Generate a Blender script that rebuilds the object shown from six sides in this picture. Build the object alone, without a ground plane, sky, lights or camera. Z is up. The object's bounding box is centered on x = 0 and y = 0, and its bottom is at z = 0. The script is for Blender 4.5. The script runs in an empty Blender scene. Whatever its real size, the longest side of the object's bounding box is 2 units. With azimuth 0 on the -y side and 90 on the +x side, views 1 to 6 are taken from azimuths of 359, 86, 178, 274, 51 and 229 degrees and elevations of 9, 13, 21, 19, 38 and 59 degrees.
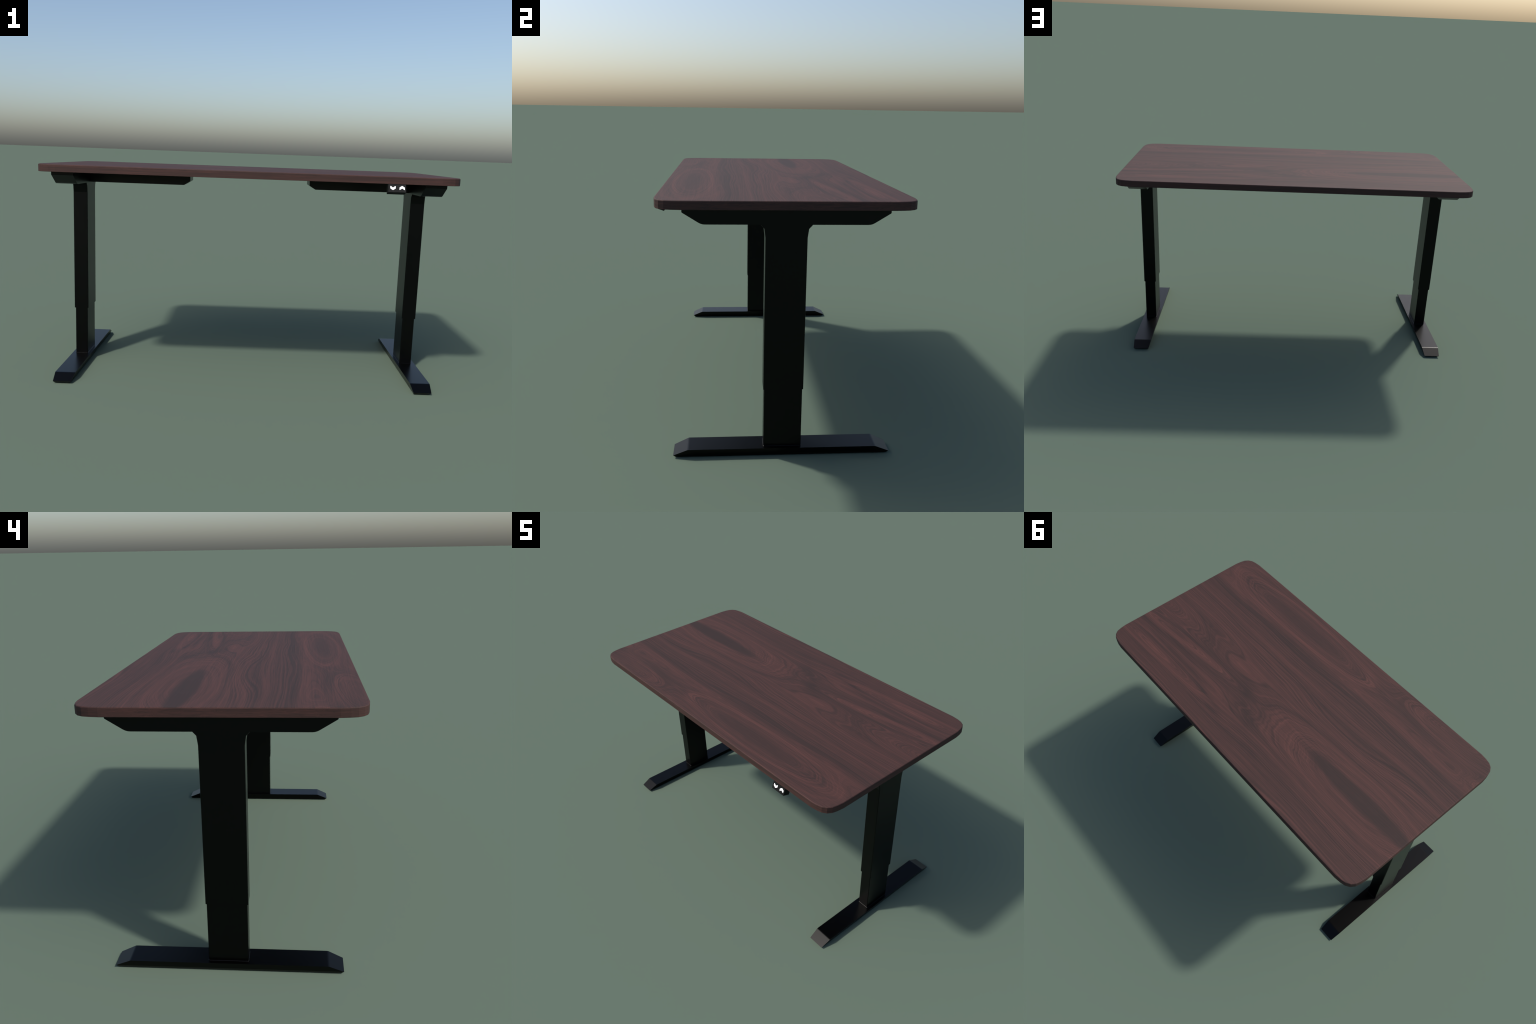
"""Electric standing desk: walnut top with rounded corners on a black two-leg lifting frame."""
import bpy, bmesh, math
from mathutils import Vector

# ------------------------------------------------------------------ sizes (metres)
CY = 0.0065                      # desk centre line in y (the control panel sticks out in front)
TOP_Z, TOP_BOTTOM = 1.0765, 1.0416
HALF_X, HALF_Y = 1.0, 0.508
LEG_X = 0.8975                   # centre of each leg
FOOT_TOP = 0.036
BEAM_BOTTOM = 0.9787


# ------------------------------------------------------------------ node helpers
class Tree:
    def __init__(self, name):
        self.mat = bpy.data.materials.new(name)
        self.mat.use_nodes = True
        self.nt = self.mat.node_tree
        self.nt.nodes.clear()
        self.out = self.nt.nodes.new("ShaderNodeOutputMaterial")
        self.bsdf = self.nt.nodes.new("ShaderNodeBsdfPrincipled")
        self.nt.links.new(self.bsdf.outputs[0], self.out.inputs[0])

    def put(self, socket, value):
        if isinstance(value, bpy.types.NodeSocket):
            self.nt.links.new(value, socket)
        elif value is not None:
            socket.default_value = value

    def node(self, kind, **props):
        n = self.nt.nodes.new(kind)
        for k, v in props.items():
            setattr(n, k, v)
        return n

    def math(self, op, a, b=None, c=None, clamp=False):
        n = self.node("ShaderNodeMath", operation=op, use_clamp=clamp)
        for s, v in zip(n.inputs, (a, b, c)):
            self.put(s, v)
        return n.outputs[0]

    def vec(self, op, a, b=None):
        n = self.node("ShaderNodeVectorMath", operation=op)
        self.put(n.inputs[0], a)
        if b is not None:
            self.put(n.inputs[1], b)
        return n.outputs["Value"] if op in ("DOT_PRODUCT", "LENGTH") else n.outputs[0]

    def mapping(self, v, loc=(0, 0, 0), rot=(0, 0, 0), scale=(1, 1, 1), kind="POINT"):
        n = self.node("ShaderNodeMapping", vector_type=kind)
        self.put(n.inputs["Vector"], v)
        n.inputs["Location"].default_value = loc
        n.inputs["Rotation"].default_value = rot
        n.inputs["Scale"].default_value = scale
        return n.outputs[0]

    def noise(self, v, scale, detail=3.0, rough=0.5, dims="3D", distortion=0.0, w=None):
        n = self.node("ShaderNodeTexNoise", noise_dimensions=dims)
        if dims == "1D":
            self.put(n.inputs["W"], w)
        else:
            self.put(n.inputs["Vector"], v)
        n.inputs["Scale"].default_value = scale
        n.inputs["Detail"].default_value = detail
        n.inputs["Roughness"].default_value = rough
        n.inputs["Distortion"].default_value = distortion
        return n.outputs["Fac"], n.outputs["Color"]

    def smooth(self, v, a, b, lo=0.0, hi=1.0, kind="SMOOTHSTEP"):
        n = self.node("ShaderNodeMapRange", interpolation_type=kind)
        self.put(n.inputs["Value"], v)
        for key, x in (("From Min", a), ("From Max", b), ("To Min", lo), ("To Max", hi)):
            self.put(n.inputs[key], x)
        return n.outputs[0]

    def ramp(self, v, stops):
        n = self.node("ShaderNodeValToRGB")
        self.put(n.inputs[0], v)
        e = n.color_ramp.elements
        while len(e) < len(stops):
            e.new(0.5)
        for el, (p, c) in zip(e, stops):
            el.position = p
            el.color = (*c, 1.0)
        return n.outputs[0]

    def setup(self, **values):
        for k, v in values.items():
            self.put(self.bsdf.inputs[k.replace("_", " ")], v)


# ------------------------------------------------------------------ walnut
# Figure of the board: swellings of the annual rings that the flat cut opens into long
# ovals and "cathedral" noses: x, y, half length, half width, turn (degrees), height
FIGURE = (
    (-0.66, 0.165, 0.46, 0.115, -1.0, 1.00),
    (0.33, -0.380, 0.46, 0.075, -1.0, 0.75),
    (0.75, 0.225, 0.44, 0.040, 5.0, 0.40),
    (0.62, -0.010, 0.30, 0.050, 0.0, 0.12),
    (1.10, 0.120, 0.36, 0.055, 0.0, 0.60),
    (-0.78, -0.480, 0.36, 0.075, 6.0, 0.60),
    (-1.02, -0.345, 0.09, 0.045, 0.0, 0.40),
    (-0.34, -0.030, 0.36, 0.090, 0.0, -0.26),
    (0.80, 0.400, 0.60, 0.050, 3.0, 0.50),
)
# Heartwood streaks: x, y, half length, half width, turn (degrees), darkening or lightening
STREAKS = (
    (-0.66, 0.165, 0.60, 0.120, -1.0, 0.55),    # pale rings round the large oval
    (0.72, 0.196, 0.28, 0.015, 8.5, -0.45),
    (0.20, 0.140, 0.10, 0.034, -12.0, -0.55),
    (0.60, 0.216, 0.28, 0.020, 6.0, 0.40),
    (0.72, 0.312, 0.32, 0.016, -1.0, -0.40),
    (0.30, 0.358, 0.22, 0.018, -14.0, -0.45),
    (-0.15, 0.425, 0.40, 0.020, -3.0, -0.40),
    (0.62, 0.385, 0.42, 0.026, 3.0, 0.40),
    (0.06, 0.275, 0.13, 0.028, -34.0, -0.45),
    (-0.30, 0.378, 0.40, 0.020, -4.0, -0.35),
    (-0.35, 0.022, 0.34, 0.018, 3.0, -0.45),
    (-0.70, -0.035, 0.36, 0.013, 6.0, 0.42),
    (0.15, -0.045, 0.26, 0.013, -9.0, 0.42),
    (-0.45, -0.088, 0.60, 0.016, 2.0, -0.35),
    (-0.10, -0.135, 1.50, 0.010, 0.0, 0.50),
    (-0.10, -0.205, 1.80, 0.040, 0.0, -0.52),
    (-0.62, -0.252, 0.45, 0.014, -1.0, -0.45),
    (0.55, -0.226, 0.60, 0.012, 1.0, -0.40),
    (-0.10, -0.180, 1.60, 0.006, 0.5, 0.45),
    (-0.05, -0.290, 1.30, 0.024, 0.0, 0.45),
    (-0.56, -0.372, 0.26, 0.034, 3.0, -0.45),
    (0.34, -0.378, 0.34, 0.030, 0.0, -0.50),
    (-0.97, -0.435, 0.08, 0.034, 0.0, -0.55),
    (0.70, 0.050, 0.42, 0.080, 0.0, 0.28),
    (0.96, 0.300, 0.16, 0.016, 0.0, -0.25),
)

# Clear-edged figures: x, y, half length, half width, turn, soft edge from-to, change of tone
LENSES = (
    (0.73, 0.226, 0.49, 0.046, 6.0, 0.30, 0.42, -0.30),
    (0.73, 0.226, 0.46, 0.030, 6.0, 0.34, 0.46, 0.62),    # two dark-rimmed pale tongues that end in noses
    (0.73, 0.388, 0.57, 0.052, 2.0, 0.30, 0.42, -0.25),
    (0.73, 0.388, 0.54, 0.036, 2.0, 0.34, 0.46, 0.52),
    (-1.01, -0.345, 0.08, 0.032, 0.0, 0.30, 0.50, 0.40),
    (0.34, -0.375, 0.62, 0.098, 0.0, 0.33, 0.42, 0.50),   # rings of the second long oval
    (0.34, -0.375, 0.62, 0.098, 0.0, 0.46, 0.54, -0.50),
    (0.34, -0.378, 0.60, 0.090, 0.0, 0.62, 0.66, 0.32),
    (0.34, -0.378, 0.60, 0.090, 0.0, 0.69, 0.74, -0.32),
    (-0.80, -0.470, 0.32, 0.085, 4.0, 0.34, 0.44, 0.42),
    (-0.80, -0.470, 0.32, 0.085, 4.0, 0.50, 0.58, -0.34),
    (-0.62, 0.166, 0.74, 0.170, -1.0, 0.30, 0.36, 0.28),  # arcs round the first
    (-0.62, 0.166, 0.74, 0.170, -1.0, 0.40, 0.44, -0.28),
    (-0.64, 0.165, 0.62, 0.130, -1.0, 0.34, 0.42, 0.26),
    (-0.64, 0.165, 0.62, 0.130, -1.0, 0.47, 0.52, -0.20),
)


def walnut():
    t = Tree("walnut")
    pos = t.node("ShaderNodeTexCoord").outputs["Object"]
    sep = t.node("ShaderNodeSeparateXYZ")
    t.put(sep.inputs[0], pos)
    flat = t.vec("MULTIPLY", pos, (1, 1, 0))
    # gentle wander of the grain, and small kinks where the rings turn
    _, wander = t.noise(t.mapping(flat, loc=(3.1, 1.7, 0), scale=(1.6, 5.0, 0)), 1.0, 1.0, 0.5)
    wander = t.vec("MULTIPLY", t.vec("SUBTRACT", wander, (0.5, 0.5, 0.5)), (0.12, 0.036, 0))
    _, kinks = t.noise(t.mapping(flat, loc=(0.4, 2.7, 0), scale=(7, 26, 0)), 1.0, 2.0, 0.55)
    kinks = t.vec("MULTIPLY", t.vec("SUBTRACT", kinks, (0.5, 0.5, 0.5)), (0.055, 0.003, 0))
    p = t.vec("ADD", t.vec("ADD", flat, wander), kinks)
    ps = t.node("ShaderNodeSeparateXYZ")
    t.put(ps.inputs[0], p)
    y = ps.outputs["Y"]

    def oval(cx, cy, lx, ly, turn):
        m = t.mapping(p, loc=(cx, cy, 0), rot=(0, 0, math.radians(turn)), scale=(lx, ly, 1), kind="TEXTURE")
        return t.math("EXPONENT", t.math("MULTIPLY", t.vec("DOT_PRODUCT", m, m), -1.0))

    # height of the rings under the cut
    field = t.smooth(y, -0.33, 0.08, 0.0, 1.15)
    field = t.math("ADD", field, t.smooth(y, 0.27, 0.53, 0.0, -0.9))
    for cx, cy, lx, ly, turn, height in FIGURE:
        field = t.math("MULTIPLY_ADD", oval(cx, cy, lx, ly, turn), height, field)
    drift, _ = t.noise(t.mapping(flat, loc=(7.3, 0.2, 0), scale=(1.1, 8.0, 0)), 1.0, 1.0, 0.5)
    field = t.math("MULTIPLY_ADD", drift, 0.24, field)
    # the narrow sides: the same rings cut across, so they close into small flat ovals
    side = t.smooth(sep.outputs["Z"], TOP_Z - 0.0035, TOP_Z - 0.0015, 1.0, 0.0)
    cross, _ = t.noise(t.mapping(pos, loc=(5.0, 2.0, 1.0), scale=(1.1, 6.5, 40.0)), 1.0, 2.0, 0.5)
    top = t.math("SUBTRACT", 1.0, side)
    field = t.math("MULTIPLY_ADD", t.math("MULTIPLY", cross, side), 1.5, t.math("MULTIPLY", field, t.math("MULTIPLY_ADD", top, 0.75, 0.25)))

    # ring pattern along the field: wide bands, thin lines, hair lines, then fibres
    bands, _ = t.noise(None, 5.0, 2.0, 0.5, "1D", w=t.math("ADD", field, 11.35))
    lines, _ = t.noise(None, 34.0, 3.0, 0.65, "1D", w=t.math("ADD", field, 3.9))
    fibre, _ = t.noise(t.mapping(p, scale=(2.2, 165.0, 1.0)), 1.0, 3.0, 0.66)
    layer, _ = t.noise(t.mapping(pos, loc=(2, 5, 0), scale=(2.6, 9.0, 330.0)), 1.0, 3.0, 0.6)
    fibre = t.math("ADD", t.math("MULTIPLY", fibre, top), t.math("MULTIPLY", layer, side))
    pore, _ = t.noise(t.mapping(flat, loc=(1, 1, 0), scale=(10.0, 330.0, 1.0)), 1.0, 2.0, 0.6)

    tone = t.math("MULTIPLY_ADD", t.math("SUBTRACT", bands, 0.5), 1.5, 0.43)
    tone = t.math("MULTIPLY_ADD", t.math("MULTIPLY", t.math("SUBTRACT", lines, 0.5), t.math("MULTIPLY_ADD", top, 0.5, 0.5)), 2.7, tone)
    for cx, cy, lx, ly, turn, change in STREAKS:
        tone = t.math("MULTIPLY_ADD", t.math("MULTIPLY", oval(cx, cy, lx, ly, turn), top), 0.8 * change, tone)
    for cx, cy, lx, ly, turn, lo, hi, change in LENSES:
        edge = t.smooth(oval(cx, cy, lx, ly, turn), lo, hi)
        tone = t.math("MULTIPLY_ADD", t.math("MULTIPLY", edge, top), change, tone)
    calm = 1.0
    # solid dark hearts of the two long ovals
    for cx, cy, lx, ly, turn, shade in ((-0.70, 0.163, 0.43, 0.048, -1.0, -0.48), (0.36, -0.380, 0.34, 0.034, 0.0, 0.12)):
        heart = t.math("MULTIPLY", t.smooth(oval(cx, cy, lx, ly, turn), 0.26, 0.66), top)
        gap = t.math("SUBTRACT", shade, tone)
        tone = t.math("MULTIPLY_ADD", heart, t.math("MULTIPLY", gap, 0.88), tone)
        calm = t.math("MULTIPLY", calm, t.math("MULTIPLY_ADD", heart, -0.6, 1.0))
    tone = t.math("MULTIPLY_ADD", t.math("MULTIPLY", t.math("SUBTRACT", fibre, 0.5), calm), 2.5, tone)
    tone = t.math("MULTIPLY_ADD", t.math("MULTIPLY", t.math("SUBTRACT", pore, 0.5), top), 1.1, tone)

    colour = t.ramp(t.smooth(tone, -0.58, 1.62, 0.0, 1.0, "LINEAR"), (
        (0.0, (0.0250, 0.0143, 0.0122)),
        (0.28, (0.0345, 0.0172, 0.0145)),
        (0.55, (0.0515, 0.0222, 0.0185)),
        (0.80, (0.0670, 0.0270, 0.0223)),
        (1.0, (0.0810, 0.0318, 0.0256)),
    ))
    t.setup(Base_Color=colour, Roughness=0.75, Specular_IOR_Level=0.33)
    return t.mat


def black_steel():
    t = Tree("black_powder_coated_steel")
    pos = t.node("ShaderNodeTexCoord").outputs["Object"]
    grain, _ = t.noise(pos, 900.0, 2.0, 0.5)
    t.setup(Base_Color=(0.0165, 0.0165, 0.0165, 1), Metallic=1.0, Roughness=t.smooth(grain, 0.3, 0.7, 0.30, 0.34, "LINEAR"))
    return t.mat


def grey_plastic():
    t = Tree("charcoal_plastic")
    t.setup(Base_Color=(0.0055, 0.0055, 0.0055, 1), Roughness=0.6, Specular_IOR_Level=0.22)
    return t.mat


def lit_white():
    t = Tree("lit_white_symbol")
    t.setup(Base_Color=(0.8, 0.8, 0.8, 1), Roughness=0.5, Emission_Color=(1, 1, 1, 1), Emission_Strength=1.0)
    return t.mat


# ------------------------------------------------------------------ mesh helpers
def add_object(name, bm, material, parent):
    bmesh.ops.recalc_face_normals(bm, faces=bm.faces)
    me = bpy.data.meshes.new(name)
    bm.to_mesh(me)
    bm.free()
    me.materials.append(material)
    ob = bpy.data.objects.new(name, me)
    bpy.context.scene.collection.objects.link(ob)
    ob.parent = parent
    return ob


def share(ob, parent, mirror=False):
    twin = ob.copy()
    bpy.context.scene.collection.objects.link(twin)
    twin.parent = parent
    if mirror:
        twin.rotation_euler = (0, 0, math.pi)
        twin.location = (-ob.location.x, ob.location.y, ob.location.z)
    return twin


def round_profile(points, radii, segments=3):
    """Replace each corner of a closed outline by an arc touching both neighbours."""
    out = []
    n = len(points)
    for i, (p, r) in enumerate(zip(points, radii)):
        p = Vector(p)
        if r <= 0:
            out.append(p)
            continue
        a = (Vector(points[i - 1]) - p).normalized()
        b = (Vector(points[(i + 1) % n]) - p).normalized()
        half = a.angle(b) / 2
        d = r / math.tan(half)
        centre = p + (a + b).normalized() * (r / math.sin(half))
        s, e = p + a * d - centre, p + b * d - centre
        turn = s.angle_signed(e)
        for k in range(segments + 1):
            v = s.copy()
            ang = -turn * k / segments
            out.append(centre + Vector((v.x * math.cos(ang) - v.y * math.sin(ang), v.x * math.sin(ang) + v.y * math.cos(ang))))
    return out


def loft(bm, rings, cap=True):
    loops = [[bm.verts.new(p) for p in ring] for ring in rings]
    for lo, hi in zip(loops, loops[1:]):
        n = len(lo)
        for i in range(n):
            bm.faces.new((lo[i], lo[(i + 1) % n], hi[(i + 1) % n], hi[i]))
    if cap:
        bm.faces.new(loops[0])
        bm.faces.new(loops[-1])


def bevel_edges(bm, pick, width, segments=2):
    edges = [e for e in bm.edges if pick(e)]
    bmesh.ops.bevel(bm, geom=edges, offset=width, segments=segments, profile=0.5, affect="EDGES", clamp_overlap=True)


# ------------------------------------------------------------------ parts
# corner of the top, as distances from the two edges; it tightens towards the middle
CORNER = ((0.000, 0.104), (0.0042, 0.0702), (0.0107, 0.0447), (0.0243, 0.0243), (0.0447, 0.0107), (0.0702, 0.0042), (0.104, 0.000))


def top_outline():
    ring = []
    for k, (sx, sy) in enumerate(((1, 1), (-1, 1), (-1, -1), (1, -1))):
        pts = [Vector((sx * (HALF_X - a), sy * (HALF_Y - b))) for a, b in CORNER]
        ring += pts[::-1] if k % 2 else pts
    return ring


def inset(ring, d):
    """Move every edge of a counter-clockwise outline inwards by d."""
    out = []
    for i, p in enumerate(ring):
        e0, e1 = (p - ring[i - 1]).normalized(), (ring[(i + 1) % len(ring)] - p).normalized()
        n0, n1 = Vector((-e0.y, e0.x)), Vector((-e1.y, e1.x))
        out.append(p + (n0 + n1) * (d / (1.0 + n0.dot(n1))))
    return out


def tabletop(material, parent):
    bm = bmesh.new()
    lip = 0.0045
    outline = top_outline()
    steps = [(0.001, TOP_BOTTOM), (0.0, TOP_BOTTOM + 0.001)]
    for k in range(5):
        a = math.radians(90 * k / 4)
        steps.append((lip * (1 - math.cos(a)), TOP_Z - lip + lip * math.sin(a)))
    loft(bm, [[(p.x, p.y + CY, z) for p in inset(outline, d)] for d, z in steps])
    return add_object("tabletop", bm, material, parent)


def column(name, half_x, half_y, levels, material, parent, bevel=0.0035):
    """Upright rectangular tube; levels = (z, growth in y, growth in x)."""
    bm = bmesh.new()
    rings = []
    for z, gy, gx in levels:
        ring = []
        for sx, sy, start in ((1, 1, 0), (-1, 1, 90), (-1, -1, 180), (1, -1, 270)):
            for k in range(4):
                a = math.radians(start + 30 * k)
                ring.append((sx * (half_x + gx - bevel) + bevel * math.cos(a), sy * (half_y + gy - bevel) + bevel * math.sin(a), z))
        rings.append(ring)
    loft(bm, rings)
    return add_object(name, bm, material, parent)


def foot(material, parent):
    """Flat bar: undercut all round at the floor, wider on top, with sloping toe ends."""
    profile = [(0.0, 0.0), (0.4415, 0.0), (0.4515, 0.0095), (0.3915, FOOT_TOP), (0.0, FOOT_TOP)]
    outline = round_profile(profile, (0, 0, 0, 0.022, 0))[1:-1]

    def half(z):
        return 0.0402 + 0.0046 * z / 0.0095 if z < 0.0095 else 0.0448 + 0.0057 * (z - 0.0095) / (FOOT_TOP - 0.0095)

    bm = bmesh.new()
    loft(bm, [[(sx * half(p.y), sy * p.x, p.y) for sx, sy in ((1, 1), (-1, 1), (-1, -1), (1, -1))] for p in outline])
    bevel_edges(bm, lambda e: e.verts[0].co.x * e.verts[1].co.x > 0 and min(v.co.z for v in e.verts) > FOOT_TOP - 1e-4, 0.0014, 2)
    return add_object("foot", bm, material, parent)


def support_beam(material, parent):
    top = TOP_BOTTOM - 0.0006
    profile = [(-0.4005, top), (-0.4005, 1.0245), (-0.3265, BEAM_BOTTOM), (0.3265, BEAM_BOTTOM), (0.4005, 1.0245), (0.4005, top)]
    outline = round_profile(profile, (0, 0.004, 0.045, 0.045, 0.004, 0))
    bm = bmesh.new()
    loft(bm, [[(s * 0.0525, p.x, p.y) for p in outline] for s in (-1, 1)])
    bevel_edges(bm, lambda e: abs(abs(e.verts[0].co.x) - 0.0525) < 1e-5 and e.verts[0].co.x * e.verts[1].co.x > 0 and max(v.co.z for v in e.verts) < top - 1e-4, 0.0015, 2)
    return add_object("support_beam", bm, material, parent)


def crossbar(material, parent):
    """Half rail that runs inwards from a beam and ends with a cut corner."""
    top = TOP_BOTTOM - 0.0008
    bottom = BEAM_BOTTOM + 0.0012
    profile = [(0.5275 + 0.3165, top), (0.5275 + 0.3165, bottom), (0.349, bottom), (0.3165, 1.0005), (0.3165, top)]
    outline = round_profile(profile, (0, 0, 0.012, 0.003, 0))
    bm = bmesh.new()
    loft(bm, [[(p.x, s * 0.0785, p.y) for p in outline] for s in (-1, 1)])
    bevel_edges(bm, lambda e: abs(abs(e.verts[0].co.y) - 0.0785) < 1e-5 and e.verts[0].co.y * e.verts[1].co.y > 0 and max(v.co.z for v in e.verts) < top - 1e-4, 0.0015, 2)
    return add_object("crossbar", bm, material, parent)


def control_panel(body, white, parent):
    """Tilted switch box under the front edge with two lit chevrons, down and up."""
    lean = math.radians(18.6)
    up = Vector((0, math.sin(lean), math.cos(lean)))
    out = Vector((0, -math.cos(lean), math.sin(lean)))
    foot_front = Vector((0, -0.5145, 1.005))
    foot_back = foot_front - out * 0.037
    top = TOP_BOTTOM - 0.0007
    reach = lambda p: p + up * ((top - p.z) / up.z)
    sides = [foot_front, foot_back, reach(foot_back), reach(foot_front)]
    bm = bmesh.new()
    loft(bm, [[(x, p.y, p.z) for p in sides] for x in (0.6420, 0.7242)])
    bevel_edges(bm, lambda e: max(v.co.z for v in e.verts) < top - 1e-4 or abs(e.verts[0].co.x - e.verts[1].co.x) < 1e-5 and max(v.co.z for v in e.verts) < top + 1, 0.0008, 2)
    panel = add_object("control_panel", bm, body, parent)

    # chevron outline pointing up, in the plane of the panel front
    w, arm, rise = 0.0121, 0.0120, 0.0078
    shape = [(-w, -arm - rise), (0, -arm + 0.0006), (w, -arm - rise), (w, -rise), (0, 0.0), (-w, -rise)]
    shape = round_profile(shape, (0.001, 0.001, 0.001, 0.0028, 0.0015, 0.0028))
    for centre, tip, sign in ((0.6631, 0.0106, -1), (0.7057, 0.0313, 1)):
        bm = bmesh.new()
        rings = []
        for depth in (-0.0006, 0.0006):
            rings.append([foot_front + Vector((centre + a, 0, 0)) + up * (tip + sign * b) + out * depth for a, b in shape])
        loft(bm, rings)
        add_object("arrow_symbol", bm, white, panel)
    return panel


# ------------------------------------------------------------------ assembly
def build():
    wood, steel, plastic, white = walnut(), black_steel(), grey_plastic(), lit_white()
    desk = bpy.data.objects.new("standing_desk", None)
    bpy.context.scene.collection.objects.link(desk)
    desk["label"] = "height-adjustable standing desk with dark walnut top and black legs"
    desk["category"] = "standing desk"

    tabletop(wood, desk)

    beam = support_beam(steel, desk)
    sleeve = column("leg", 0.0373, 0.0820, ((0.2925, 0, 0), (0.9243, 0, 0), (0.9593, 0.0048, 0), (0.9735, 0.0180, 0), (BEAM_BOTTOM + 0.0020, 0.0200, 0)), steel, desk)
    inner = column("inner_column", 0.0325, 0.0785, ((FOOT_TOP - 0.002, 0.0012, 0.0012), (FOOT_TOP + 0.0004, 0.0012, 0.0012), (FOOT_TOP + 0.0014, 0, 0), (0.310, 0, 0)), steel, sleeve)
    base = foot(steel, sleeve)
    for ob in (beam, sleeve):
        ob.location = (LEG_X, CY, 0)
    share(beam, desk, mirror=True)
    other = share(sleeve, desk, mirror=True)
    share(inner, other)
    share(base, other)
    bar = crossbar(steel, desk)
    bar.location = (0, CY, 0)
    twin = share(bar, desk)
    twin.rotation_euler = (0, 0, math.pi)
    twin.location = (0, CY, 0)

    control_panel(plastic, white, desk)


build()
